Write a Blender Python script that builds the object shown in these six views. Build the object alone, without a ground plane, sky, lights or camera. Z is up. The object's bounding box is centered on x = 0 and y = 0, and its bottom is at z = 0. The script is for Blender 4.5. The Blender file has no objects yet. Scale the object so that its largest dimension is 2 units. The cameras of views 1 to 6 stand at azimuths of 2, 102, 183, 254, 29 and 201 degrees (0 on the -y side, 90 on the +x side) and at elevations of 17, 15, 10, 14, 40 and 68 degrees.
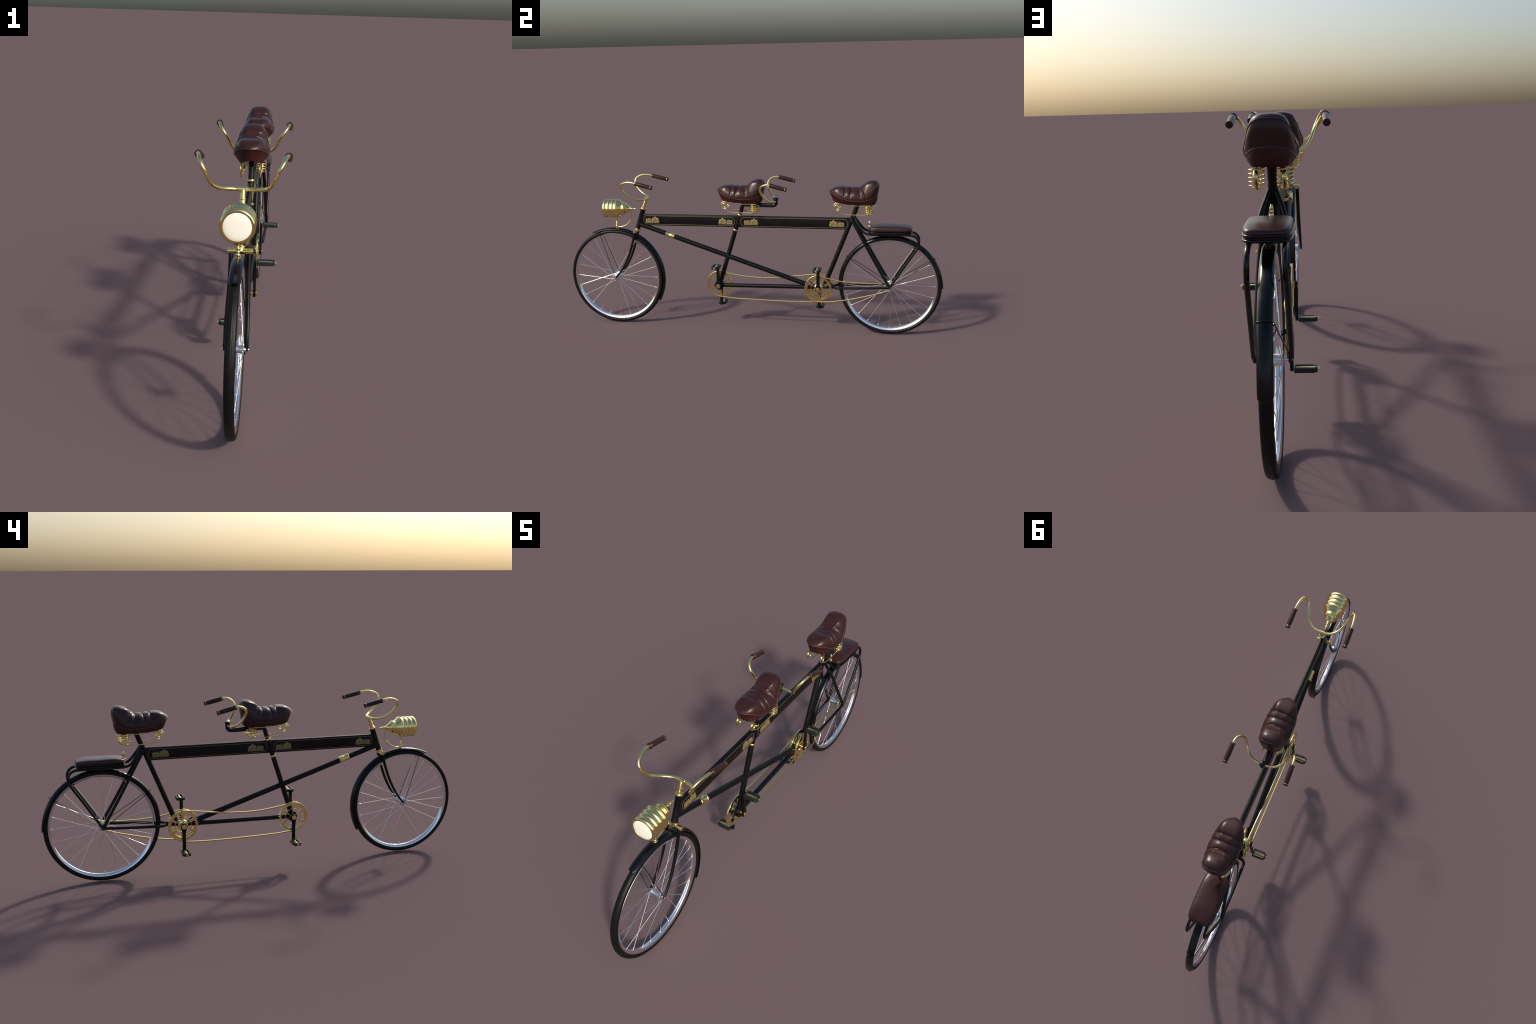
# Tandem bicycle: black lacquer, brass fittings, brown leather. Front of the bike points to -y, axis of the wheels is x.
import bpy, math
import numpy as np
from mathutils import Matrix, Vector

pi = math.pi
rng = np.random.default_rng(7)


# ------------------------------------------------------------------ materials
def material(name, colour, rough, metallic=0.0, vary=0.12, scale=40.0, rough_vary=0.08, bump=0.0, bump_scale=400.0,
             coat=0.0, specular=0.5, emission=0.0):
    m = bpy.data.materials.new(name)
    m.use_nodes = True
    nt = m.node_tree
    b = nt.nodes["Principled BSDF"]
    tc = nt.nodes.new("ShaderNodeTexCoord")
    n = nt.nodes.new("ShaderNodeTexNoise")
    n.inputs["Scale"].default_value = scale
    n.inputs["Detail"].default_value = 5
    nt.links.new(tc.outputs["Object"], n.inputs["Vector"])
    r = nt.nodes.new("ShaderNodeValToRGB")
    c = np.array(colour)
    r.color_ramp.elements[0].position, r.color_ramp.elements[1].position = 0.3, 0.7
    r.color_ramp.elements[0].color = (*np.clip(c * (1 - vary), 0, 1), 1)
    r.color_ramp.elements[1].color = (*np.clip(c * (1 + vary), 0, 1), 1)
    nt.links.new(n.outputs["Fac"], r.inputs["Fac"])
    nt.links.new(r.outputs["Color"], b.inputs["Base Color"])
    mr = nt.nodes.new("ShaderNodeMapRange")
    mr.inputs["To Min"].default_value = max(0.0, rough - rough_vary)
    mr.inputs["To Max"].default_value = rough + rough_vary
    nt.links.new(n.outputs["Fac"], mr.inputs["Value"])
    nt.links.new(mr.outputs["Result"], b.inputs["Roughness"])
    b.inputs["Metallic"].default_value = metallic
    b.inputs["Specular IOR Level"].default_value = specular
    b.inputs["Coat Weight"].default_value = coat
    b.inputs["Coat Roughness"].default_value = 0.15
    if emission:
        b.inputs["Emission Strength"].default_value = emission
        b.inputs["Emission Color"].default_value = (*colour, 1)
    if bump:
        v = nt.nodes.new("ShaderNodeTexVoronoi")
        v.inputs["Scale"].default_value = bump_scale
        nt.links.new(tc.outputs["Object"], v.inputs["Vector"])
        bp = nt.nodes.new("ShaderNodeBump")
        bp.inputs["Strength"].default_value = bump
        bp.inputs["Distance"].default_value = 0.0006
        nt.links.new(v.outputs["Distance"], bp.inputs["Height"])
        nt.links.new(bp.outputs["Normal"], b.inputs["Normal"])
    return m


BLACK = material("black_lacquer", (0.0028, 0.0028, 0.0034), 0.36, vary=0.25, scale=25, specular=0.28)
GLOSS = material("black_enamel", (0.0026, 0.0026, 0.0032), 0.24, vary=0.2, scale=25, rough_vary=0.05, specular=0.4)
BRASS = material("polished_brass", (1.0, 0.82, 0.34), 0.17, 1.0, vary=0.03, scale=60, rough_vary=0.04)
GILT = material("dull_gilt", (0.25, 0.20, 0.078), 0.5, 0.25, vary=0.18, scale=260)
CHROME = material("chrome", (0.92, 0.93, 0.95), 0.09, 1.0, vary=0.02, scale=80, rough_vary=0.04)
STEEL = material("satin_steel", (0.80, 0.81, 0.83), 0.30, 1.0, vary=0.04, scale=120, rough_vary=0.06)
LEATHER = material("brown_leather", (0.038, 0.0118, 0.0100), 0.30, vary=0.16, scale=30, bump=0.12, bump_scale=520, specular=0.38)
LEATHER_RED = material("red_brown_leather", (0.046, 0.0112, 0.0092), 0.40, vary=0.2, scale=22, bump=0.12, bump_scale=520, specular=0.3)
WELT = material("leather_piping", (0.075, 0.040, 0.037), 0.34, vary=0.2, scale=200)  # base colour paler than the leather: sheen on the raised seams painted in
STITCH = material("stitch_thread", (0.16, 0.13, 0.12), 0.6, vary=0.2, scale=200)
RUBBER = material("tyre_rubber", (0.0055, 0.0052, 0.0045), 0.46, vary=0.2, scale=60, bump=0.1, bump_scale=300, specular=0.25)
PEDAL = material("pedal_rubber", (0.013, 0.015, 0.014), 0.45, vary=0.2, scale=80)
LENS = material("milk_glass_lens", (0.79, 0.765, 0.63), 0.3, vary=0.01, scale=20, emission=0.34)


# ------------------------------------------------------------------ geometry helpers
class Geo:
    """A bag of vertices and faces that grows part by part."""

    def __init__(self):
        self.v, self.f = [], []

    def add(self, verts, faces):
        o = len(self.v)
        self.v += [tuple(map(float, p)) for p in verts]
        self.f += [tuple(i + o for i in f) for f in faces]
        return self

    def grid(self, rows, close_u=False, close_v=False):
        """rows: array [nu, nv, 3]; quads between neighbouring rows and columns."""
        rows = np.asarray(rows, float)
        nu, nv = rows.shape[:2]
        faces = []
        for i in range(nu if close_u else nu - 1):
            for j in range(nv if close_v else nv - 1):
                i2, j2 = (i + 1) % nu, (j + 1) % nv
                faces.append((i * nv + j, i2 * nv + j, i2 * nv + j2, i * nv + j2))
        return self.add(rows.reshape(-1, 3), faces)

    def fan(self, loop, centre=None):
        loop = np.asarray(loop, float)
        n = len(loop)
        if centre is None:
            return self.add(loop, [tuple(range(n))])
        return self.add(np.vstack([loop, [centre]]), [(i, (i + 1) % n, n) for i in range(n)])


def spline(points, per=8, closed=False):
    """Catmull-Rom through the control points."""
    P = np.asarray(points, float)
    n = len(P)
    out = []
    for i in range(n if closed else n - 1):
        g = (lambda k: P[k % n]) if closed else (lambda k: P[min(max(k, 0), n - 1)])
        a, b, c, d = g(i - 1), g(i), g(i + 1), g(i + 2)
        for t in np.arange(per) / per:
            out.append(0.5 * (2 * b + (c - a) * t + (2 * a - 5 * b + 4 * c - d) * t * t + (3 * b - a - 3 * c + d) * t ** 3))
    if not closed:
        out.append(P[-1])
    return np.array(out)


def resample(P, n, closed=False):
    P = np.asarray(P, float)
    if closed:
        P = np.vstack([P, P[:1]])
    d = np.r_[0, np.cumsum(np.linalg.norm(np.diff(P, axis=0), axis=1))]
    t = np.linspace(0, d[-1], n + 1)[:-1] if closed else np.linspace(0, d[-1], n)
    return np.stack([np.interp(t, d, P[:, k]) for k in range(P.shape[1])], 1)


def circle(n=14, a=1.0, b=1.0):
    t = np.linspace(0, 2 * pi, n, endpoint=False)
    return np.stack([a * np.cos(t), b * np.sin(t)], 1)


def round_rect(a, b, r, n=4):
    out = []
    for q, (sx, sy) in enumerate(((1, 1), (-1, 1), (-1, -1), (1, -1))):
        for k in range(n + 1):
            t = (q + k / n) * pi / 2
            out.append((sx * (a - r) + r * math.cos(t), sy * (b - r) + r * math.sin(t)))
    return np.array(out)


def sweep(geo, path, radius=1.0, section=None, side=None, closed=False, caps=True, scale_side=1.0):
    """Section swept along a path; `side` fixes the section's first axis, otherwise frames are carried along."""
    P = np.asarray(path, float)
    n = len(P)
    sec = circle(14) if section is None else np.asarray(section, float)
    R = np.broadcast_to(np.asarray(radius, float), (n,))
    S = np.broadcast_to(np.asarray(scale_side, float), (n,))
    if closed:
        T = np.roll(P, -1, 0) - np.roll(P, 1, 0)
    else:
        T = np.gradient(P, axis=0)
    T /= np.linalg.norm(T, axis=1)[:, None]
    rows = []
    u = None
    for i in range(n):
        t = T[i]
        if side is not None:
            u = np.array(side, float)
        elif u is None:
            u = np.array((1.0, 0, 0)) if abs(t[0]) < 0.9 else np.array((0, 0, 1.0))
        u = u - t * (u @ t)
        u /= np.linalg.norm(u)
        w = np.cross(t, u)
        rows.append(P[i] + R[i] * (S[i] * sec[:, :1] * u + sec[:, 1:] * w))
    geo.grid(rows, close_u=closed, close_v=True)
    if caps and not closed:
        geo.fan(rows[0][::-1], P[0])
        geo.fan(rows[-1], P[-1])
    return geo


def lathe(geo, profile, origin=(0, 0, 0), axis=(1, 0, 0), n=28, closed=False):
    """profile: (distance along axis, radius) pairs."""
    a = np.array(axis, float)
    a /= np.linalg.norm(a)
    u = np.cross(a, (0, 0, 1.0)) if abs(a[2]) < 0.9 else np.cross(a, (1.0, 0, 0))
    u /= np.linalg.norm(u)
    w = np.cross(a, u)
    t = np.linspace(0, 2 * pi, n, endpoint=False)
    rows = [np.array(origin) + a * h + r * (np.cos(t)[:, None] * u + np.sin(t)[:, None] * w) for h, r in profile]
    return geo.grid(rows, close_u=closed, close_v=True)


def extrude(geo, outline, x0, x1):
    """Outline in (y, z) extruded along x."""
    o = np.asarray(outline, float)
    a = np.c_[np.full(len(o), x0), o]
    b = np.c_[np.full(len(o), x1), o]
    geo.grid([a, b], close_v=True)
    geo.fan(a[::-1])
    return geo.fan(b)


def annulus(geo, r0, r1, x0, x1, c=(0, 0), n=96, chamfer=0.0006):
    k = chamfer
    prof = [(x0, r0 + k), (x0, r1 - k), (x0 + k, r1), (x1 - k, r1), (x1, r1 - k), (x1, r0 + k), (x1 - k, r0), (x0 + k, r0)]
    return lathe(geo, prof, (0, c[0], c[1]), n=n, closed=True)


def lens_bump(geo, centre, direction, length, width, height, n=14, m=5):
    """Half ellipsoid lying on the plane x = centre.x, long axis along `direction` in (y, z)."""
    d = np.array((0, *direction), float)
    d /= np.linalg.norm(d)
    e = np.cross((1, 0, 0), d)
    rows = []
    for i in range(m):
        q = i / m * pi / 2
        c = circle(n, length / 2 * math.cos(q), width / 2 * math.cos(q))
        rows.append(np.array(centre) + c[:, :1] * d + c[:, 1:] * e + np.array((height * math.sin(q), 0, 0)))
    geo.grid(rows, close_v=True)
    return geo.fan(rows[-1], np.array(centre) + (height, 0, 0))


def mesh_of(geo, name, mat, angle=35):
    me = bpy.data.meshes.new(name)
    me.from_pydata(geo.v, [], geo.f)
    me.validate()
    import bmesh
    bm = bmesh.new()
    bm.from_mesh(me)
    bmesh.ops.remove_doubles(bm, verts=bm.verts, dist=1e-6)
    bmesh.ops.recalc_face_normals(bm, faces=bm.faces)
    bm.to_mesh(me)
    bm.free()
    me.shade_smooth()
    me.set_sharp_from_angle(angle=math.radians(angle))
    me.materials.append(mat)
    return me


def put(name, data, parent=None, matrix=None):
    o = bpy.data.objects.new(name, data)
    bpy.context.scene.collection.objects.link(o)
    o.parent = parent
    if matrix is not None:
        o.matrix_local = matrix
    return o


def part(name, geo, mat, parent, at=(0, 0, 0), angle=35, bevel=0.0):
    o = put(name, mesh_of(geo, name, mat, angle), parent, Matrix.Translation(at))
    if bevel:
        md = o.modifiers.new("edges", "BEVEL")
        md.width, md.segments, md.limit_method = bevel, 2, "ANGLE"
        md.harden_normals = False
    return o


def group(name, parent, at=(0, 0, 0)):
    o = put(name, None, parent, Matrix.Translation(at))
    o.empty_display_size = 0.05
    return o


def tube(path, radius, n=18, caps=True):
    return sweep(Geo(), path, radius, circle(n), caps=caps)


# ------------------------------------------------------------------ key dimensions
HUB_F, HUB_R, WHEEL_R = (-0.738, 0.2607), (0.731, 0.2607), 0.2607
BB_F, BB_R, BB_Z = -0.166, 0.365, 0.232
HEAD_TOP, HEAD_BOT = np.array((0, -0.5685, 0.6365)), np.array((0, -0.607, 0.5295))
HEAD_AX = (HEAD_TOP - HEAD_BOT) / np.linalg.norm(HEAD_TOP - HEAD_BOT)
BEAM_LOW, BEAM_HIGH, BEAM_HALF = 0.5485, 0.6095, 0.0095
SEAT1 = lambda z: BB_F + 0.3195 * (z - BB_Z)          # y of the front seat tube at height z
SEAT2 = lambda z: 0.389 + 0.395 * (z - BB_Z)          # y of the rear seat tube
HEADY = lambda z: HEAD_BOT[1] + (z - HEAD_BOT[2]) * HEAD_AX[1] / HEAD_AX[2]

bike = put("tandem_bicycle", None)
bike["label"] = "vintage black tandem bicycle with brass fittings and brown leather saddles"
bike["category"] = "bicycle"

# ------------------------------------------------------------------ frame
frame = group("frame", bike)
g = Geo()
L = np.linalg.norm(HEAD_TOP - HEAD_BOT)
lathe(g, [(0, 0), (0, 0.0128), (0.001, 0.0142), (0.005, 0.0146), (0.009, 0.0134), (0.013, 0.0126), (L - 0.013, 0.0126),
          (L - 0.009, 0.0130), (L - 0.004, 0.0138), (L - 0.0005, 0.0138), (L, 0.013), (L, 0)], HEAD_BOT, HEAD_AX)
part("head_tube", g, BLACK, frame)

g = Geo()
sec = round_rect(BEAM_HALF, (BEAM_HIGH - BEAM_LOW) / 2, 0.0065, 5)
mid = (BEAM_HIGH + BEAM_LOW) / 2
rows = [[(x, f(z + mid), z + mid) for x, z in sec] for f in (HEADY, lambda z: SEAT2(z))]
g.grid(rows, close_v=True).fan(rows[0]).fan(rows[1])
part("top_beam", g, BLACK, frame, angle=60)

part("down_tube", tube([(0, -0.597, 0.5546), (0, 0.342, 0.2374)], 0.0126), BLACK, frame)
part("lower_tube", tube([(0, BB_F, 0.2300), (0, 0.3415, 0.2369)], 0.0110), BLACK, frame)
part("seat_tube", tube([(0, SEAT1(BB_Z), BB_Z), (0, SEAT1(0.6), 0.6), (0, SEAT1(0.612), 0.612)], 0.0117), BLACK, frame)
part("seat_tube", tube([(0, SEAT2(0.2515), 0.2515), (0, SEAT2(0.690), 0.690)], 0.0117), BLACK, frame)

# front saddle post: rises from the seat tube, bends back and ends in an upright socket for the rear handlebar
corner = [(0, SEAT1(0.608), 0.608), (0, SEAT1(0.645), 0.645), (0, -0.0290, 0.6625), (0, -0.0215, 0.6690), (0, -0.006, 0.6688),
          (0, 0.06, 0.6675), (0, 0.122, 0.6660), (0, 0.139, 0.6685), (0, 0.1465, 0.6770), (0, 0.1470, 0.688), (0, 0.1470, 0.700)]
part("saddle_post", sweep(Geo(), spline(corner, 6), 0.0105, circle(18)), GLOSS, frame)
g = Geo()
lathe(g, [(-0.006, 0.0105), (-0.002, 0.0122), (0.001, 0.0136), (0.0035, 0.0138), (0.0055, 0.0125), (0.0072, 0.0085), (0.0078, 0)],
      (0, 0.147, 0.700), (0, 0.03, 1))
part("socket_cap", g, GLOSS, frame)
part("saddle_post", tube([(0, -0.022, 0.665), (0, -0.012, 0.690)], 0.009), BLACK, frame)

# brass collars and the ribbed sleeve on the down tube
for z in (0.6140, 0.5335):
    g = Geo()
    lathe(g, [(-0.0042, 0.011), (-0.0042, 0.0132), (-0.002, 0.0142), (0.002, 0.0142), (0.0042, 0.0132), (0.0042, 0.011)],
          (0, SEAT1(z), z), (0, 0.3195, 1))
    part("tube_collar", g, BRASS, frame)
g = Geo()
a, b = np.array((0, -0.4500, 0.5050)), np.array((0, -0.4030, 0.4891))
d = np.linalg.norm(b - a)
lathe(g, [(0, 0.012), (0, 0.0148), (0.002, 0.0165), (0.006, 0.0165), (0.0085, 0.0148), (d * 0.55, 0.0146), (d * 0.60, 0.0160), (d * 0.70, 0.0162),
          (d * 0.74, 0.0146), (d * 0.82, 0.0146), (d * 0.86, 0.0164), (d * 0.97, 0.0164), (d, 0.0148), (d, 0.012)], a, b - a)
part("tube_sleeve", g, BRASS, frame)

# bottom brackets: black shell in front, brass drum at the rear
g = Geo()
lathe(g, [(-0.0105, 0.008), (-0.0105, 0.0225), (-0.0085, 0.0245), (0.0125, 0.0245), (0.0145, 0.0225), (0.0145, 0.008)], (0, BB_F, BB_Z))
part("bottom_bracket", g, BLACK, frame)
g = Geo()
lathe(g, [(-0.0120, 0.006), (-0.0120, 0.0210), (-0.0095, 0.0248), (-0.005, 0.0262), (0.005, 0.0262), (0.0095, 0.0248), (0.0120, 0.0210), (0.0120, 0.006)],
      (0, BB_R, BB_Z))
part("bottom_bracket", g, BRASS, frame)

# rear triangle
g = Geo()
sweep(g, [(0, 0.3885, 0.2412), (0, 0.452, 0.2445)], 0.0112, circle(16))
for s in (1, -1):
    p = [(0, 0.4475, 0.2440), (s * 0.016, 0.4495, 0.2442), (s * 0.0285, 0.4570, 0.2447), (s * 0.0335, 0.474, 0.2455),
         (s * 0.0355, 0.54, 0.2485), (s * 0.0385, 0.64, 0.2540), (s * 0.0400, 0.731, 0.2600)]
    sweep(g, spline(p, 6), 0.0069, circle(14))
part("chain_stay", g, BLACK, frame)
for s in (1, -1):
    p = [(s * 0.006, 0.530, 0.6050), (s * 0.0135, 0.5400, 0.5930), (s * 0.0225, 0.5715, 0.5395), (s * 0.0310, 0.6090, 0.4740),
         (s * 0.0355, 0.6600, 0.3830), (s * 0.0395, 0.731, 0.2607)]
    g = sweep(Geo(), spline(p, 6), 0.0072, circle(14))
    lathe(g, [(-0.0035, 0), (-0.0035, 0.0085), (0.0035, 0.0085), (0.0035, 0)], (s * 0.0395, 0.731, 0.2600), n=20)
    part("seat_stay", g, BLACK, frame)


# painted gilt lines and cast emblems on the beam
def stadium(y0, y1, z0, z1, r):
    c, h = ((y0 + y1) / 2, (z0 + z1) / 2), ((y1 - y0) / 2, (z1 - z0) / 2)
    out = []
    for q, (sy, sz) in enumerate(((1, 1), (-1, 1), (-1, -1), (1, -1))):
        for k in range(9):
            t = (q + k / 8) * pi / 2
            out.append((c[0] + sy * (h[0] - r * 0.8) + r * 0.8 * math.cos(t), c[1] + sz * (h[1] - r) + r * math.sin(t)))
    return resample(out, 220, True)


for y0, y1 in ((-0.5655, -0.0725), (-0.0385, 0.5150)):
    for s in (1, -1):
        o = stadium(y0, y1, 0.5562, 0.6010, 0.0195)
        path = np.c_[np.full(len(o), s * (BEAM_HALF + 0.0001)), o]
        g = sweep(Geo(), path, 1.0, round_rect(0.0005, 0.0008, 0.0004, 2), side=(1, 0, 0), closed=True)
        part("gilt_line", g, GILT, frame)


def emblem_geo(flip):
    """A scallop shell over scrolls with acanthus leaves running off to one side (+y, or -y when flipped)."""
    g = Geo()
    base, petals = np.array((0.0, -0.0105)), np.radians((-78, -40, 0, 40, 78))
    length = (0.0232, 0.0262, 0.0285, 0.0262, 0.0232)
    outline = []
    for t in np.radians(np.linspace(-112, 112, 150)):
        k = np.interp(t, petals, length)
        outline.append((base + k * (0.80 + 0.10 * abs(math.cos((t / math.radians(39)) * pi / 2))) * np.array((math.sin(t), math.cos(t)))))
    outline += [(-0.014, -0.0170), (-0.006, -0.0150), (0.0, -0.0185), (0.006, -0.0150), (0.014, -0.0170)][::-1]
    extrude(g, [(p[0], p[1]) for p in outline], 0.0, 0.0010)
    for t, k in zip(petals, length):
        d = np.array((math.sin(t), math.cos(t)))
        lens_bump(g, (0.0007, *(base + d * k * 0.60)), d, k * 0.80, 0.0158, 0.0014)
        lens_bump(g, (0.0010, *(base + d * k * 0.56)), d, k * 0.55, 0.0060, 0.0022)
    for s in (1, -1):
        t = np.linspace(0, 2.6 * pi, 40)
        r = np.linspace(0.0062, 0.0012, 40)
        sp = np.c_[np.full(40, 0.0013), s * 0.0150 + s * r * np.cos(t + 2.4), -0.0115 + r * np.sin(t + 2.4)]
        sweep(g, sp, 0.0010, circle(8))
    lens_bump(g, (0.0009, 0, -0.0125), (0, 1), 0.011, 0.008, 0.0016)
    # acanthus side panel
    strip = round_rect(0.0165, 0.0042, 0.0025, 3) + np.array((0.0375, -0.0125))
    extrude(g, strip, 0.0, 0.0010)
    leaves = [(u, -0.002 + 0.001 * (i % 2), (-0.45, 0.4, -0.2, 0.35, -0.15)[i], 1, (0.017, 0.019, 0.018, 0.019, 0.016)[i], 0.0078)
              for i, u in enumerate((0.0262, 0.0325, 0.0385, 0.0445, 0.0502))]
    leaves += [(u, -0.0120, 1, d, 0.014, 0.0072) for u, d in ((0.0290, 0.3), (0.0380, -0.25), (0.0470, 0.25))]
    leaves += [(0.0360, 0.0040, 1, 0.5, 0.011, 0.005), (0.0470, 0.0010, 1, -0.4, 0.012, 0.005), (0.0290, 0.0075, 1, 0.7, 0.008, 0.0045)]
    for u, v, du, dv, k, w in leaves:
        lens_bump(g, (0.0004, u, v), (du, dv), k, w, 0.0018)
    if flip:
        g.v = [(x, -y, z) for x, y, z in g.v]
    return g


emblem = {f: mesh_of(emblem_geo(f), "emblem", GILT, 40) for f in (False, True)}
for y, run in ((-0.5020, -1), (-0.1355, 1), (0.0325, -1), (0.4440, 1)):
    put("emblem", emblem[run < 0], frame, Matrix.Translation((BEAM_HALF + 0.0002, y, 0.5795)))
    put("emblem", emblem[run > 0], frame, Matrix.Translation((-BEAM_HALF - 0.0002, y, 0.5795)) @ Matrix.Rotation(pi, 4, "Z"))


# ------------------------------------------------------------------ wheels
def tyre_geo():
    prof = []
    for t in np.linspace(0, 2 * pi, 64, endpoint=False):
        c, s = math.cos(t), math.sin(t)
        x = 0.0147 * np.sign(s) * abs(s) ** 0.85
        r = 0.2495 + 0.0110 * np.sign(c) * abs(c) ** 0.95
        r += 0.0007 * max(0.0, 1 - abs(x) / 0.005)
        if c > 0.3:
            r -= 0.0007 * (0.5 - 0.5 * math.cos(x / 0.0147 * 5 * pi))
        prof.append((x, r))
    top = max(r for _, r in prof)
    return lathe(Geo(), [(x, r + WHEEL_R - top) for x, r in prof], n=144, closed=True)


def rim_geo():
    half = [(0.0, 0.2284), (0.0014, 0.2280), (0.0024, 0.2268), (0.0052, 0.2270), (0.0076, 0.2284), (0.0094, 0.2310), (0.0106, 0.2345),
            (0.0120, 0.2368), (0.0122, 0.2392), (0.0112, 0.2404), (0.0080, 0.2410), (0.0, 0.2410)]
    prof = half + [(-x, r) for x, r in half[-2:0:-1]]
    return lathe(Geo(), prof, n=144, closed=True)


def hub_geo(half_axle, barrel):
    half = [(half_axle, 0), (half_axle, 0.0036), (half_axle - 0.004, 0.0042), (half_axle - 0.0045, 0.0030), (0.0295, 0.0030), (0.0295, 0.0052), (0.0262, 0.0060),
            (0.0250, 0.0105), (0.0242, 0.0172), (0.0235, 0.0180), (0.0215, 0.0180), (0.0208, 0.0172), (0.0190, 0.0135), (0.0150, barrel + 0.0010), (0.008, barrel), (0, barrel)]
    g = lathe(Geo(), half + [(-x, r) for x, r in half[-2::-1]], n=36)
    for s in (1, -1):   # hub lugs where spokes are hooked in
        for k in range(12):
            t = 2 * pi * k / 12 + (s > 0) * pi / 12
            lathe(g, [(-0.0022, 0), (-0.0022, 0.0013), (0.0022, 0.0013), (0.0022, 0)], (s * 0.0225, 0.0150 * math.cos(t), 0.0150 * math.sin(t)), n=8)
    return g


def spoke_geo(lean):
    """One spoke pointing up (+z): hooked on the right flange, ending in a nipple at the rim."""
    a = np.array((0.0225, 0.0150 * math.sin(lean), 0.0150 * math.cos(lean)))
    b = np.array((0.0008, 0, 0.2285))
    q = b + (a - b) * (0.0125 / np.linalg.norm(a - b))
    q1 = b + (a - b) * (0.0140 / np.linalg.norm(a - b))
    g = sweep(Geo(), [a, (a + b) / 2, q1, b], 0.00105, circle(8))
    return sweep(g, [q1, q, q * 0.4 + b * 0.6, b], [0.0011, 0.0017, 0.0019, 0.0021], circle(8))


TYRE, RIM = mesh_of(tyre_geo(), "tyre", RUBBER, 60), mesh_of(rim_geo(), "rim", CHROME, 40)
SPOKE = mesh_of(spoke_geo(math.radians(-64)), "spoke", CHROME, 60)


def wheel(at, half_axle, barrel):
    w = group("wheel", bike, (0, *at))
    put("tyre", TYRE, w)
    put("rim", RIM, w)
    part("hub", hub_geo(half_axle, barrel), STEEL, w)
    for i in range(24):
        m = Matrix.Rotation(2 * pi * i / 24, 4, "X")
        if i % 2:
            m = m @ Matrix.Rotation(pi, 4, "Z")
        put("spoke", SPOKE, w, m)
    return w


wheel(HUB_F, 0.0400, 0.0110)
rear = wheel(HUB_R, 0.0450, 0.0120)
g = annulus(Geo(), 0.006, 0.0165, 0.0125, 0.0165, n=40)
for k in range(14):
    t = 2 * pi * k / 14
    c, s = math.cos(t), math.sin(t)
    extrude(g, [(c * r - s * w, s * r + c * w) for r, w in ((0.0155, -0.0025), (0.0190, -0.001), (0.0190, 0.001), (0.0155, 0.0025))], 0.0132, 0.0158)
part("sprocket", g, BRASS, rear)


# ------------------------------------------------------------------ mudguards with wire stays
def guard_geo(a0, a1, crown, half, drop, flare=0.0, edge=0.0011):
    """Curved trough from angle a0 to a1 (degrees, 0 = +y, 90 = up); the ends are rounded off."""
    rows = []
    n = 90
    for i in range(n + 1):
        t = math.radians(a0 + (a1 - a0) * i / n)
        arc = min(i, n - i) / n * abs(a1 - a0) * pi / 180 * crown
        w = half * (0.55 + 0.45 * math.sqrt(max(0, 1 - (1 - min(1, arc / 0.014)) ** 2)))
        k = crown + flare * max(0.0, (i / n - 0.85) / 0.15) ** 2
        sec = []
        for side, off in ((1, 0.0), (-1, -edge)):
            for u in np.linspace(-side, side, 15):
                x = (w - (edge * 0.6 if off else 0)) * math.sin(u * 1.25) / math.sin(1.25)
                r = k + off - drop * (1 - math.cos(u * 1.25)) / (1 - math.cos(1.25)) * (w / half) ** 1.5
                sec.append((x, r * math.cos(t), r * math.sin(t)))
        rows.append(sec)
    g = Geo().grid(rows, close_v=True)
    for r in (rows[0], rows[-1]):
        m = len(r) // 2
        g.add(r, [(j, j + 1, 2 * m - 2 - j, 2 * m - 1 - j) for j in range(m - 1)])
    return g


def guard_stay(hub_x, angle, crown, half, ring):
    t = math.radians(angle)
    d = lambda r, x, da=0.0: (x, r * math.cos(t + da), r * math.sin(t + da))
    right = [d(0.004, hub_x), d(0.08, hub_x * 0.85 + half * 0.15), d(0.20, half * 1.32), d(crown - 0.014, half * 1.10), d(crown - 0.006, half * 1.03),
             d(crown - 0.001, half * 0.80), d(crown + 0.0012, half * 0.4), d(crown + 0.0016, 0)]
    path = spline(right + [(-x, y, z) for x, y, z in right[-2::-1]], 5)
    g = sweep(Geo(), path, 0.00145, circle(8))
    if ring:
        q = np.linspace(0, 2 * pi, 20, endpoint=False)
        c = np.array(d(crown + 0.0040, 0))
        e1, e2 = np.array(d(1, 0)), np.array((0, -math.sin(t), math.cos(t)))
        sweep(g, [c + 0.0034 * (math.cos(k) * e1 + math.sin(k) * e2) for k in q], 0.0009, circle(6), closed=True)
    return g


fg = part("mudguard", guard_geo(-28.5, 117.5, 0.2715, 0.0178, 0.0085, flare=0.002), GLOSS, bike, (0, *HUB_F), angle=50)
part("mudguard_stay", guard_stay(0.0345, 108.7, 0.2665, 0.0172, False), BLACK, fg)
rg = part("mudguard", guard_geo(184.0, -1.5, 0.2634, 0.0165, 0.0085, flare=0.004), GLOSS, bike, (0, *HUB_R), angle=50)
for a in (146.0, 33.5):
    part("mudguard_stay", guard_stay(0.0375, a, 0.2628, 0.0168, True), BLACK, rg)

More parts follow.
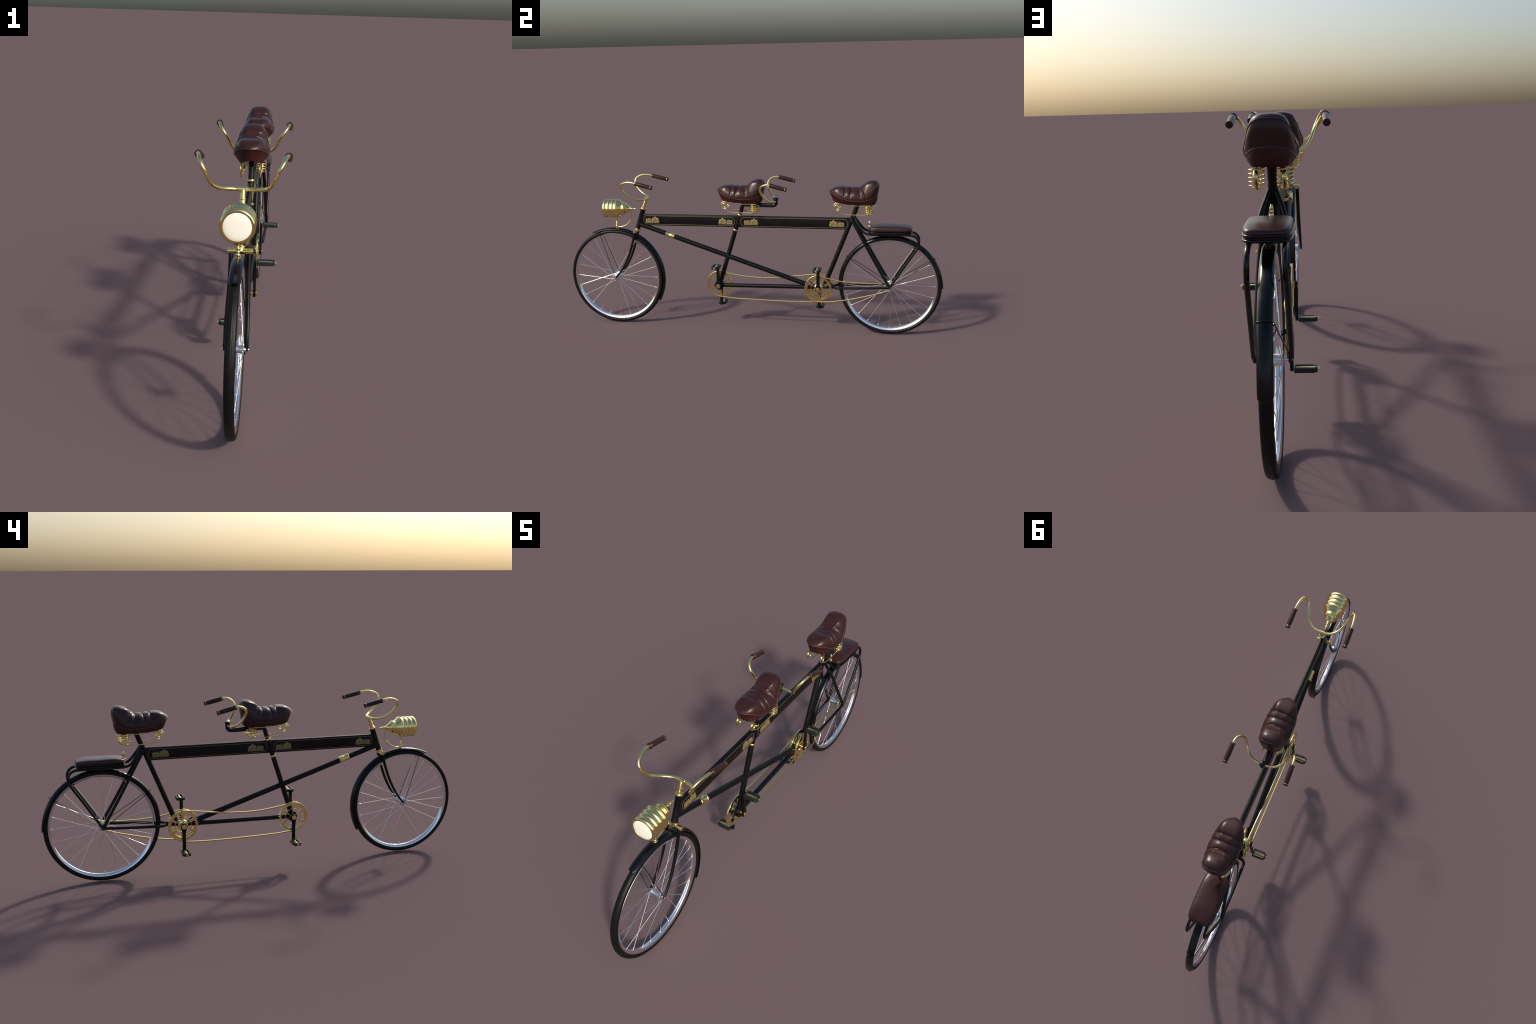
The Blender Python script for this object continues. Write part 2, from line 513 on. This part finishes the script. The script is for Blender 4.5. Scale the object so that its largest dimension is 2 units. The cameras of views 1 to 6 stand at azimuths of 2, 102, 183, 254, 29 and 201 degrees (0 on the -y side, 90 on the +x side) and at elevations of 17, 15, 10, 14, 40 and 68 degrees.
# ------------------------------------------------------------------ fork
fork = group("fork", bike)
crown_y, crown_z = -0.6118, 0.5190
g = Geo()
lathe(g, [(-0.0375, 0), (-0.0375, 0.0088), (-0.0368, 0.0095), (-0.018, 0.0095), (-0.0172, 0.0088), (0.0172, 0.0088), (0.018, 0.0095), (0.0368, 0.0095),
          (0.0375, 0.0088), (0.0375, 0)], (0, crown_y, crown_z), n=32)
lathe(g, [(-0.002, 0), (-0.002, 0.0115), (0.010, 0.0120), (0.0125, 0.0150), (0.0150, 0.0150), (0.0155, 0)], (0, crown_y, crown_z), HEAD_AX)
part("fork_crown", g, BRASS, fork)
for s in (1, -1):
    p = [(s * 0.0268, -0.6125, 0.5170), (s * 0.0268, -0.6180, 0.5010), (s * 0.0272, -0.6330, 0.4485), (s * 0.0288, -0.6550, 0.3880), (s * 0.0305, -0.6815, 0.3340),
         (s * 0.0318, -0.7080, 0.2925), (s * 0.0328, -0.7270, 0.2705), (s * 0.0335, -0.7385, 0.2600)]
    q = spline(p, 6)
    g = sweep(Geo(), q, np.interp(np.arange(len(q)), [0, 14, 30, 42], [0.0068, 0.0066, 0.0056, 0.0044]), circle(16))
    lathe(g, [(-0.0025, 0), (-0.0025, 0.0058), (0.0025, 0.0058), (0.0025, 0)], (s * 0.0335, *HUB_F), n=18)
    part("fork_blade", g, BLACK, fork)


# ------------------------------------------------------------------ handlebars
def grip_geo(a, b):
    a, b = np.array(a), np.array(b)
    L = np.linalg.norm(b - a)
    leather = lathe(Geo(), [(0, 0.005), (0, 0.0112), (0.0008, 0.0120), (0.0026, 0.0120), (0.0034, 0.0104), (0.0046, 0.0102), (0.0054, 0.0112), (0.0072, 0.0112),
                            (0.0088, 0.0100), (0.020, 0.0106), (0.040, 0.0109), (0.060, 0.0107), (L - 0.014, 0.0098), (L - 0.0080, 0.0096), (L - 0.0078, 0.0090),
                            (L - 0.0062, 0.0090), (L - 0.0060, 0.0108), (L - 0.0010, 0.0108), (L, 0.0098), (L, 0)], a, b - a, 24)
    ring = lathe(Geo(), [(L - 0.0078, 0.009), (L - 0.0078, 0.0097), (L - 0.0070, 0.0099), (L - 0.0061, 0.0097), (L - 0.0061, 0.009)], a, b - a, 24)
    lathe(ring, [(0.0034, 0.009), (0.0036, 0.0106), (0.0044, 0.0106), (0.0046, 0.009)], a, b - a, 24)
    return leather, ring


def handlebar(half, radius, a, b):
    h = group("handlebar", bike)
    full = [(-x, y, z) for x, y, z in half[:0:-1]] + list(half)
    part("bar", sweep(Geo(), spline(full, 6), radius, circle(16)), BRASS, h)
    for s in (1, -1):
        lea, ring = grip_geo((s * a[0], a[1], a[2]), (s * b[0], b[1], b[2]))
        go = part("grip", lea, LEATHER, h)
        part("grip_ring", ring, BRASS, go)
    return h


front_bar = handlebar([(0, -0.5493, 0.6905), (0.027, -0.5508, 0.6908), (0.051, -0.5615, 0.6930), (0.0725, -0.5825, 0.7000), (0.088, -0.6125, 0.7170), (0.0985, -0.6360, 0.7440),
                       (0.1095, -0.6440, 0.7690), (0.1190, -0.6330, 0.7870), (0.1262, -0.6050, 0.7970), (0.1308, -0.5740, 0.7965), (0.1324, -0.5520, 0.7915)],
                      0.0061, (0.1322, -0.5555, 0.7925), (0.1334, -0.4675, 0.7715))
g = Geo()
base = HEAD_TOP
lathe(g, [(-0.002, 0.009), (-0.002, 0.0150), (0.002, 0.0156), (0.0045, 0.0150), (0.0060, 0.0118), (0.0085, 0.0126), (0.0105, 0.0126), (0.0125, 0.0100),
          (0.024, 0.0092), (0.026, 0.0108), (0.029, 0.0108), (0.031, 0.0090), (0.052, 0.0084), (0.058, 0.0070), (0.0615, 0.0048), (0.0625, 0)], base, HEAD_AX)
lathe(g, [(-0.0150, 0.005), (-0.0150, 0.0072), (-0.0140, 0.0080), (-0.0122, 0.0080), (-0.0115, 0.0074), (0.0115, 0.0074), (0.0122, 0.0080), (0.0140, 0.0080), (0.0150, 0.0072),
          (0.0150, 0.005)], (0, -0.5493, 0.6905))
part("stem", g, BRASS, front_bar)

handlebar([(0, 0.1460, 0.6890), (0.0205, 0.1440, 0.6886), (0.047, 0.1378, 0.6908), (0.0700, 0.1240, 0.6985), (0.0860, 0.1045, 0.7190), (0.0965, 0.0915, 0.7440),
           (0.1085, 0.0875, 0.7640), (0.1190, 0.0945, 0.7795), (0.1262, 0.1080, 0.7890), (0.1300, 0.1260, 0.7935), (0.1312, 0.1440, 0.7920)],
          0.0061, (0.1310, 0.1400, 0.7926), (0.1340, 0.2262, 0.7712))


# ------------------------------------------------------------------ saddles
def table(pairs):
    x, y = zip(*pairs)
    x, y = np.array(x), np.array(y)
    s = spline(np.c_[x, y], 12)
    return lambda t: np.interp(t, s[:, 0], s[:, 1])


WELT_PLAN = [(0, -0.161), (0.022, -0.1525), (0.0380, -0.138), (0.0500, -0.118), (0.0575, -0.095), (0.0622, -0.065), (0.0625, -0.03), (0.0608, 0.0), (0.0565, 0.03),
             (0.0498, 0.053), (0.0398, 0.0698), (0.0238, 0.0797), (0, 0.0838)]
HEM_PLAN = [(0, -0.1415), (0.019, -0.1365), (0.0315, -0.119), (0.0395, -0.09), (0.0435, -0.05), (0.0445, 0.0), (0.0430, 0.04), (0.038, 0.060), (0.022, 0.0695), (0, 0.0715)]
welt_z = table([(-0.161, 0.7455), (-0.150, 0.7440), (-0.135, 0.7392), (-0.118, 0.7308), (-0.09, 0.7175), (-0.05, 0.7078), (0.0035, 0.7048), (0.047, 0.7122), (0.075, 0.7250), (0.0838, 0.7285)])
hem_z = table([(-0.1415, 0.7020), (-0.125, 0.6940), (-0.10, 0.6882), (-0.04, 0.6842), (0.0715, 0.6826)])
top_z = table([(-0.161, 0.7455), (-0.157, 0.7545), (-0.1455, 0.7610), (-0.125, 0.7692), (-0.101, 0.7718), (-0.08, 0.7700), (-0.06, 0.7675), (-0.02, 0.7672), (-0.005, 0.7700),
               (0.010, 0.7800), (0.03, 0.7950), (0.05, 0.8020), (0.065, 0.8030), (0.08, 0.8000), (0.0955, 0.7885), (0.11, 0.778)])
MID = -0.03


def smooth(a, b, t):
    t = np.clip((t - a) / (b - a), 0, 1)
    return t * t * (3 - 2 * t)


def ring_of(plan, n):
    half = spline(plan, 10)
    return resample(np.vstack([half, half[-2:0:-1] * (-1, 1)]), n, True)


def pad_power(Y):
    back, nose = smooth(0.025, 0.078, Y), smooth(-0.09, -0.155, Y)
    return 2.7 + 16 * back ** 1.5 + 11 * nose ** 1.5, 1.9 - 0.3 * back


def pad_point(X, Y, k):
    """Point of the cushion above the welt point (X, Y); k = 1 on the welt, 0 in the middle."""
    back = smooth(0.025, 0.075, Y)
    p, q = pad_power(Y)
    rise = (1 - np.clip(k, 0, 1) ** p) ** (1 / q)
    out = 1 + ((0.030 + 0.055 * smooth(-0.08, 0.01, Y)) * np.sin(pi * np.clip(rise, 0, 1) ** 0.75) * (1 - 0.2 * back) + 0.075 * back * smooth(0, 0.9, rise)) * smooth(0, 0.03, abs(X))
    x = X * k * out
    y = MID + (Y - MID) * k + 0.0180 * back * np.clip(rise, 0, 1) * k
    z = welt_z(Y) + (top_z(y) - welt_z(Y)) * rise - 0.020 * smooth(-0.005, 0.05, y) * rise * np.clip(abs(x) / 0.052, 0, 1.1) ** 2.6
    return np.stack([x, y, z], -1)


def saddle_pad():
    N, M = 200, 90
    W = ring_of(WELT_PLAN, N)
    s = np.linspace(0, 1, M)
    ks = np.cos(s * pi / 2) ** 0.75
    P = np.stack([pad_point(W[:, 0], W[:, 1], np.full(N, k)) for k in ks[:-1]])
    # pleats: creases across the cushion, pushed in along the surface normal
    du = np.roll(P, -1, 1) - np.roll(P, 1, 1)
    dv = np.gradient(P, axis=0)
    nrm = np.cross(du, dv)
    nrm /= np.linalg.norm(nrm, axis=2)[..., None] + 1e-12
    nrm *= np.sign(nrm[..., 2:3] + 0.3)
    low = np.clip((top_z(P[..., 1]) - P[..., 2]) / 0.055, 0, 1)
    fade = smooth(0.0, 0.22, 1 - np.broadcast_to(ks[:-1, None], P.shape[:2]) ** 3)
    push = np.zeros(P.shape[:2])
    for y0, slide, depth, width in ((-0.0750, -0.003, 0.0045, 0.0034), (-0.0445, -0.006, 0.0043, 0.0032), (-0.0120, 0.012, 0.0045, 0.0034), (0.0050, 0.022, 0.0028, 0.0030)):
        dist = P[..., 1] - (y0 + slide * np.clip(np.abs(P[..., 0]) / 0.06, 0, 1) ** 2.5)
        push -= depth * np.exp(-(dist / width) ** 2) * np.where(dist > 0, 1.0, 1.0)
    for a, b in ((-0.0755, -0.0455), (-0.0455, -0.0105)):
        push += 0.0016 * np.exp(-((P[..., 1] - (a + b) / 2) / 0.010) ** 2)
    P = P + nrm * (push * fade)[..., None]
    g = Geo().grid(P, close_v=True)
    return g.fan(P[-1])


def saddle_skirt():
    N = 200
    W, H = ring_of(WELT_PLAN, N), ring_of(HEM_PLAN, N)
    # match by direction from the middle so that the panels run straight down
    rows = []
    for t in np.linspace(0, 1, 14):
        back = smooth(-0.06, 0.06, W[:, 1])[:, None]
        e = t ** 0.95 * (1 - back) + math.sin(t * pi / 2) ** 0.7 * back
        xy = H + (W - H) * e
        z = hem_z(H[:, 1]) + (welt_z(W[:, 1]) - hem_z(H[:, 1])) * t
        rows.append(np.c_[xy, z])
    g = Geo().grid(rows, close_v=True)
    return g.fan(rows[0], (0, MID, 0.6835))


def saddle_piping():
    W = ring_of(WELT_PLAN, 160)
    g = sweep(Geo(), np.c_[W * 1.006, welt_z(W[:, 1])], 0.0016, circle(8), closed=True)
    # seam that rises from the welt and wraps the raised back
    edge = spline(WELT_PLAN, 10)
    half = [(float(np.interp(y, edge[:, 1], edge[:, 0])), y, r) for y, r in ((0.004, 0.02), (0.012, 0.22), (0.024, 0.40), (0.044, 0.58), (0.060, 0.72), (0.0725, 0.86), (0.0805, 0.92))]
    half.append((0.0, 0.0838, 0.93))
    path = []
    for x, y, r in half + [(-x, y, r) for x, y, r in half[-2::-1]]:
        p, q = pad_power(y)
        path.append(pad_point(np.array(x), np.array(y), np.array((1 - r ** q) ** (1 / p))) * (1.008, 1, 1) + (0, 0.0003, 0.0003))
    path = spline(path, 8)
    return sweep(g, path, 0.0015, circle(8))


def spring_rail(s):
    """Flat brass wire: curls in front, runs under the hem, loops round behind and returns."""
    x = s * 0.0330
    c = np.array((-0.1175, 0.6672))
    spiral = [(c[0] + r * math.cos(t), c[1] + r * math.sin(t)) for t, r in zip(np.linspace(4.4 * pi, 0.62 * pi, 34), np.linspace(0.0045, 0.0200, 34))]
    run = [(-0.1085, 0.6872), (-0.0893, 0.6855), (-0.0575, 0.6805), (-0.031, 0.6768), (0.010, 0.6772), (0.0385, 0.6778), (0.0545, 0.6745), (0.0665, 0.6645), (0.0668, 0.6535),
           (0.0585, 0.6410), (0.0380, 0.6322), (-0.0255, 0.6305), (-0.0732, 0.6325), (-0.0946, 0.6375), (-0.1060, 0.6440), (-0.1110, 0.6500)]
    pts = spline([(x, *p) for p in spiral[::1]] + [(x, *p) for p in run], 4)
    y = pts[:, 1]
    wide = 1 + 1.6 * smooth(0.030, 0.062, y)
    return sweep(Geo(), pts, 0.0021, circle(10), side=(1, 0, 0), scale_side=wide)


def coil_spring(s):
    n, turns = 150, 4.6
    t = np.linspace(0, 1, n)
    r = 0.0172 + 0.0012 * np.sin(t * pi)
    a = t * turns * 2 * pi
    path = np.c_[s * 0.0325 + r * np.cos(a), 0.0360 + r * np.sin(a), 0.6390 + t * 0.0420]
    g = sweep(Geo(), path, 0.0017, circle(10))
    lathe(g, [(-0.0095, 0), (-0.0095, 0.0075), (-0.0065, 0.0082), (-0.0060, 0.0125), (-0.0030, 0.0125), (-0.0025, 0.0085), (0.002, 0.0080), (0.002, 0)],
          (s * 0.0325, 0.0360, 0.6390), (0, 0, 1), 20)
    return g


PAD = mesh_of(saddle_pad(), "saddle_cushion", LEATHER, 75)
SKIRT = mesh_of(saddle_skirt(), "saddle_skirt", LEATHER_RED, 50)
PIPE = mesh_of(saddle_piping(), "saddle_piping", WELT, 60)
RAILS = [mesh_of(spring_rail(s), "spring_rail", BRASS, 60) for s in (1, -1)]
COILS = [mesh_of(coil_spring(s), "coil_spring", BRASS, 50) for s in (1, -1)]
for y in (0.0, 0.5810):
    sd = group("saddle", bike, (0, y, 0))
    put("saddle_cushion", PAD, sd)
    put("saddle_skirt", SKIRT, sd)
    put("saddle_piping", PIPE, sd)
    for m in RAILS:
        put("spring_rail", m, sd)
    for m in COILS:
        put("coil_spring", m, sd)


# ------------------------------------------------------------------ cranks, pedals, chainwheels, chains
def crank_arm_geo():
    """Arm pointing up (+z) from the axle, lying at positive x."""
    out = []
    for t in np.linspace(pi + 0.45, 2 * pi - 0.45, 22):
        out.append((0.0145 * math.cos(t), 0.0145 * math.sin(t)))
    out += [(0.0140, 0.004), (0.0108, 0.016), (0.0082, 0.030), (0.0074, 0.07), (0.0076, 0.100)]
    for t in np.linspace(0.1, pi - 0.1, 14):
        out.append((0.0078 * math.cos(t), 0.1145 + 0.0078 * math.sin(t)))
    out += [(-0.0076, 0.100), (-0.0074, 0.07), (-0.0082, 0.030), (-0.0108, 0.016), (-0.0140, 0.004)]
    return extrude(Geo(), out, 0.0232, 0.0327)


def pedal_geo():
    g = Geo()
    loop = [(0.0345, -0.0195), (0.0870, -0.0195), (0.0975, -0.0115), (0.0975, 0.0115), (0.0870, 0.0195), (0.0345, 0.0195)]
    inner = [(0.0405, -0.0125), (0.0850, -0.0125), (0.0910, -0.0080), (0.0910, 0.0080), (0.0850, 0.0125), (0.0405, 0.0125)]
    h = 0.0068
    n = len(loop)
    v = [(x, y, z) for z in (-h, h) for x, y in loop] + [(x, y, z) for z in (-h, h) for x, y in inner]
    f = []
    for i in range(n):
        j = (i + 1) % n
        f += [(i, j, n + j, n + i), (2 * n + i, 3 * n + i, 3 * n + j, 2 * n + j), (n + i, n + j, 3 * n + j, 3 * n + i), (i, 2 * n + i, 2 * n + j, j)]
    return g.add(v, f)


def chainwheel_geo():
    g = annulus(Geo(), 0.0572, 0.0655, -0.0021, 0.0021, n=120)
    annulus(g, 0.0368, 0.0396, -0.0016, 0.0016, n=90)
    annulus(g, 0.0075, 0.0130, -0.0022, 0.0022, n=40)
    for k in range(6):
        t = pi / 2 + k * pi / 3
        c, s = math.cos(t), math.sin(t)
        turn = lambda pts: [(c * r - s * w, s * r + c * w) for r, w in pts]
        extrude(g, turn([(0.0115, -0.0016), (0.0385, -0.0016), (0.0385, 0.0016), (0.0115, 0.0016)]), -0.0014, 0.0014)
        extrude(g, turn([(0.0375, -0.0042), (0.0585, -0.0072), (0.0585, 0.0072), (0.0375, 0.0042)]), -0.0019, 0.0019)
    N = 52
    for k in range(N):
        t = 2 * pi * (k + 0.5) / N
        c, s = math.cos(t), math.sin(t)
        extrude(g, [(c * r - s * w, s * r + c * w) for r, w in ((0.0645, -0.0021), (0.0690, -0.0015), (0.0722, -0.0007), (0.0722, 0.0007), (0.0690, 0.0015), (0.0645, 0.0021))], -0.0013, 0.0013)
    return g


ARM = mesh_of(crank_arm_geo(), "crank_arm", BLACK, 30)
PED = mesh_of(pedal_geo(), "pedal", PEDAL, 30)
g = Geo()
lathe(g, [(0.036, 0), (0.036, 0.0063), (0.0960, 0.0063), (0.0960, 0.0048), (0.0990, 0.0048), (0.0990, 0.0058), (0.1020, 0.0058), (0.1027, 0.0050), (0.1027, 0)], n=18)
PED_AXLE = mesh_of(g, "pedal_axle", BRASS, 35)
g = Geo()
lathe(g, [(0.0130, 0), (0.0130, 0.0088), (0.0225, 0.0088), (0.0225, 0.0075), (0.0325, 0.0075), (0.0325, 0.0110), (0.0360, 0.0112), (0.0368, 0.0104), (0.0368, 0)], n=28)
AXLE = mesh_of(g, "crank_axle", BRASS, 35)
RING = mesh_of(chainwheel_geo(), "chainwheel", BRASS, 30)

for yb in (BB_F, BB_R):
    cs = group("crankset", bike, (0, yb, BB_Z))
    for s in (1, -1):
        m = Matrix.Identity(4) if s > 0 else Matrix.Rotation(pi, 4, "Y")      # right arm up, left arm down
        a = put("crank_arm", ARM, cs, m)
        md = a.modifiers.new("edges", "BEVEL")
        md.width, md.segments, md.limit_method = 0.0014, 2, "ANGLE"
        put("crank_axle", AXLE, cs, m)
        up = Matrix.Translation((0, 0, s * 0.1150))
        p = put("pedal", PED, cs, up @ m)
        md = p.modifiers.new("edges", "BEVEL")
        md.width, md.segments, md.limit_method = 0.0012, 2, "ANGLE"
        put("pedal_axle", PED_AXLE, cs, up @ m)
        if s < 0 or yb == BB_R:
            put("chainwheel", RING, cs, Matrix.Translation((s * 0.0146, 0, 0)))


def arc(c, r, a0, a1, n):
    return [(c[0] + r * math.cos(t), c[1] + r * math.sin(t)) for t in np.radians(np.linspace(a0, a1, n))]


def chain(points, x):
    p = spline([(x, *q) for q in points], 5, closed=True)
    p = resample(p, 420, True)
    g = sweep(Geo(), p, 1.0, round_rect(0.0033, 0.0033, 0.0010, 2), side=(1, 0, 0), closed=True)
    part("chain", g, BRASS, bike, angle=50)


RC = 0.0700
chain(arc((BB_F, BB_Z), RC, 262, 72, 16)
      + [(-0.122, 0.2925), (-0.094, 0.2868), (-0.0248, 0.2777), (0.044, 0.2738), (0.096, 0.2748), (0.154, 0.2780), (0.2153, 0.2852), (0.283, 0.2940), (0.330, 0.2995)]
      + arc((BB_R, BB_Z), RC, 92, -74, 14)
      + [(0.366, 0.1570), (0.346, 0.1530), (0.320, 0.1510), (0.270, 0.1490), (0.200, 0.1478), (0.110, 0.1488), (-0.020, 0.1515), (-0.0986, 0.1545), (-0.140, 0.1590)], -0.0146)
chain(arc((BB_R, BB_Z), RC, 274, 68, 17)
      + [(0.425, 0.2875), (0.4675, 0.2785), (0.540, 0.2715), (0.600, 0.2702), (0.647, 0.2712), (0.700, 0.2760)]
      + arc(HUB_R, 0.0192, 88, -62, 8)
      + [(0.719, 0.2330), (0.690, 0.2235), (0.648, 0.2105), (0.540, 0.1832), (0.4676, 0.1698), (0.425, 0.1634), (0.393, 0.1610)], 0.0146)


# ------------------------------------------------------------------ rear rack with cushion
rack = group("rear_rack", bike)
for s in (1, -1):
    p = [(s * 0.0060, 0.5430, 0.6250), (s * 0.0098, 0.5485, 0.6150), (s * 0.0240, 0.5705, 0.5790), (s * 0.0340, 0.5935, 0.5485), (s * 0.0372, 0.6080, 0.5390), (s * 0.0384, 0.6260, 0.5345),
         (s * 0.0385, 0.66, 0.5332), (s * 0.0385, 0.75, 0.5336), (s * 0.0385, 0.822, 0.5338), (s * 0.0385, 0.8480, 0.5295), (s * 0.0388, 0.8650, 0.5160), (s * 0.0392, 0.8715, 0.4960),
         (s * 0.0398, 0.8690, 0.4750), (s * 0.0405, 0.8560, 0.4530), (s * 0.0415, 0.8095, 0.3826), (s * 0.0420, 0.735, 0.2660)]
    part("rack_tube", sweep(Geo(), spline(p, 6), 0.0062, circle(14)), GLOSS, rack)


def cushion_outline(scale, n=120):
    """Slightly barrel-sided rounded rectangle in plan."""
    out = []
    for t in np.linspace(0, 2 * pi, n, endpoint=False):
        c, s = math.cos(t), math.sin(t)
        e = 2 / 6.5
        u, v = np.sign(c) * abs(c) ** e, np.sign(s) * abs(s) ** e
        x = 0.0535 * u * (1 - 0.05 * abs(v) ** 2)
        out.append((x * scale[0], 0.7285 + 0.1085 * v * scale[1] * (1 - 0.03 * u * u)))
    return np.array(out)


rows = []
for k, z in ((0.965, 0.5560), (0.985, 0.5580), (0.992, 0.5620), (0.982, 0.5670), (0.952, 0.5710), (0.89, 0.5738), (0.76, 0.5757), (0.5, 0.5768), (0.2, 0.5773)):
    o = cushion_outline((k, 1 - (1 - k) * 0.75))
    rows.append(np.c_[o, np.full(len(o), z - 0.0005)])
rows = np.array(rows)
rows[..., 2] -= 0.004 * smooth(0.45, 1.0, np.abs((rows[..., 1] - 0.7285) / 0.1045)) * smooth(0.560, 0.576, rows[..., 2])
g = Geo().grid(rows, close_v=True)
g.fan(rows[-1], (0, 0.7285, 0.5769)).fan(rows[0])
pad = part("rack_cushion", g, LEATHER, rack, angle=60)
g = Geo()
for z in (0.5545, 0.5440):
    o = resample(cushion_outline((0.985, 0.99)), 140, True)
    sweep(g, np.c_[o, np.full(len(o), z)], 0.0033, circle(8), closed=True)
rows = []
for k, z in ((0.93, 0.5400), (0.965, 0.5425), (0.965, 0.5565)):
    o = cushion_outline((k, k * 0.3 + 0.7))
    rows.append(np.c_[o, np.full(len(o), z)])
g.grid(rows, close_v=True).fan(rows[0]).fan(rows[-1])
sweep(g, [(0, 0.70, 0.5470), (0, 0.70, 0.5240)], 0.006, circle(10))
sweep(g, [(0, 0.78, 0.5470), (0, 0.78, 0.5200)], 0.006, circle(10))
part("cushion_tray", g, GLOSS, rack, angle=45)
g = Geo()
o = resample(cushion_outline((1.0, 1.0)), 92 * 2, True)
for i in range(0, len(o), 2):
    q = np.array([(*o[i], 0.5602), (*o[i + 1], 0.5602)])
    sweep(g, q * (0.992, 1, 1) + (0, (0.7285 - q[0, 1]) * 0.006, 0), 0.00055, circle(5))
st = part("cushion_stitching", g, STITCH, rack)
st["kind"] = "stuff"
g = Geo()
lathe(g, [(0, 0), (0, 0.0085), (0.005, 0.0082), (0.007, 0.0062), (0.010, 0.0070), (0.012, 0.0058), (0.017, 0.0050), (0.019, 0.0056), (0.022, 0.0050), (0.026, 0.0046), (0.028, 0.0050),
          (0.031, 0.0036), (0.036, 0.0026), (0.0385, 0)], (0, 0.6242, 0.5590), (0, 0, 1), 20)
part("rack_finial", g, BRASS, rack)

# ------------------------------------------------------------------ headlamp
lamp = group("headlamp", bike)
AX_Z, R0 = 0.6355, 0.0505
prof = [(-0.7815, 0.0385), (-0.7835, 0.0400), (-0.7835, 0.0455), (-0.7822, 0.0475)]
for y in (-0.7750, -0.7530, -0.7310):
    prof += ([(y - 0.0085, 0.0466)] if y > -0.77 else []) + [(y - 0.0050, 0.0492), (y - 0.002, 0.0504), (y + 0.002, 0.0506), (y + 0.0058, 0.0494), (y + 0.0098, 0.0466)]
prof += [(-0.7165, 0.0470), (-0.7125, 0.0496), (-0.7080, 0.0507), (-0.7030, 0.0487), (-0.6970, 0.0430), (-0.6910, 0.0378), (-0.6850, 0.0340), (-0.6835, 0.0325), (-0.6815, 0.0325), (-0.6800, 0.0345), (-0.6770, 0.0345),
         (-0.6755, 0.0322), (-0.6735, 0.0322), (-0.6715, 0.0330), (-0.6670, 0.0310), (-0.6640, 0.0262), (-0.6600, 0.0220), (-0.6440, 0.0135), (-0.6425, 0.0105), (-0.6400, 0.0105), (-0.6385, 0.0062),
         (-0.6290, 0.0058), (-0.6275, 0.0066), (-0.6250, 0.0052), (-0.6160, 0.0044), (-0.6145, 0.0050), (-0.6125, 0.0036), (-0.6040, 0.0026), (-0.5985, 0.0)]
part("lamp_body", lathe(Geo(), prof, (0, 0, AX_Z), (0, 1, 0), 56), BRASS, lamp, angle=28)
g = lathe(Geo(), [(-0.7815, 0.0405), (-0.7825, 0.0398), (-0.7838, 0.0380), (-0.7852, 0.0300), (-0.7860, 0.0180), (-0.7864, 0.0)], (0, 0, AX_Z), (0, 1, 0), 56)
part("lamp_lens", g, LENS, lamp, angle=60)
g = Geo()
lathe(g, [(0, 0), (0, 0.0095), (0.003, 0.0095), (0.005, 0.0070), (0.010, 0.0068), (0.012, 0.0078), (0.014, 0.0064), (0.019, 0.0060), (0.021, 0.0068), (0.023, 0.0054), (0.028, 0.0048),
          (0.030, 0.0056), (0.032, 0.0044), (0.038, 0.0036), (0.045, 0.0026), (0.062, 0.0022), (0.062, 0)], (0, -0.7222, 0.5285), (0, 0, 1), 20)
sweep(g, spline([(0, -0.7200, 0.5352), (0, -0.7000, 0.5362), (0, -0.6800, 0.5422), (0, -0.6610, 0.5535), (0, -0.6470, 0.5715), (0, -0.6390, 0.5930), (0, -0.6370, 0.6150), (0, -0.6378, 0.6320)], 6),
      0.0028, circle(12))
lathe(g, [(-0.003, 0.002), (-0.003, 0.0036), (0.003, 0.0036), (0.003, 0.002)], (0, -0.6510, 0.5650), (0, 0.6, 0.8), 12)
part("lamp_bracket", g, BRASS, lamp)
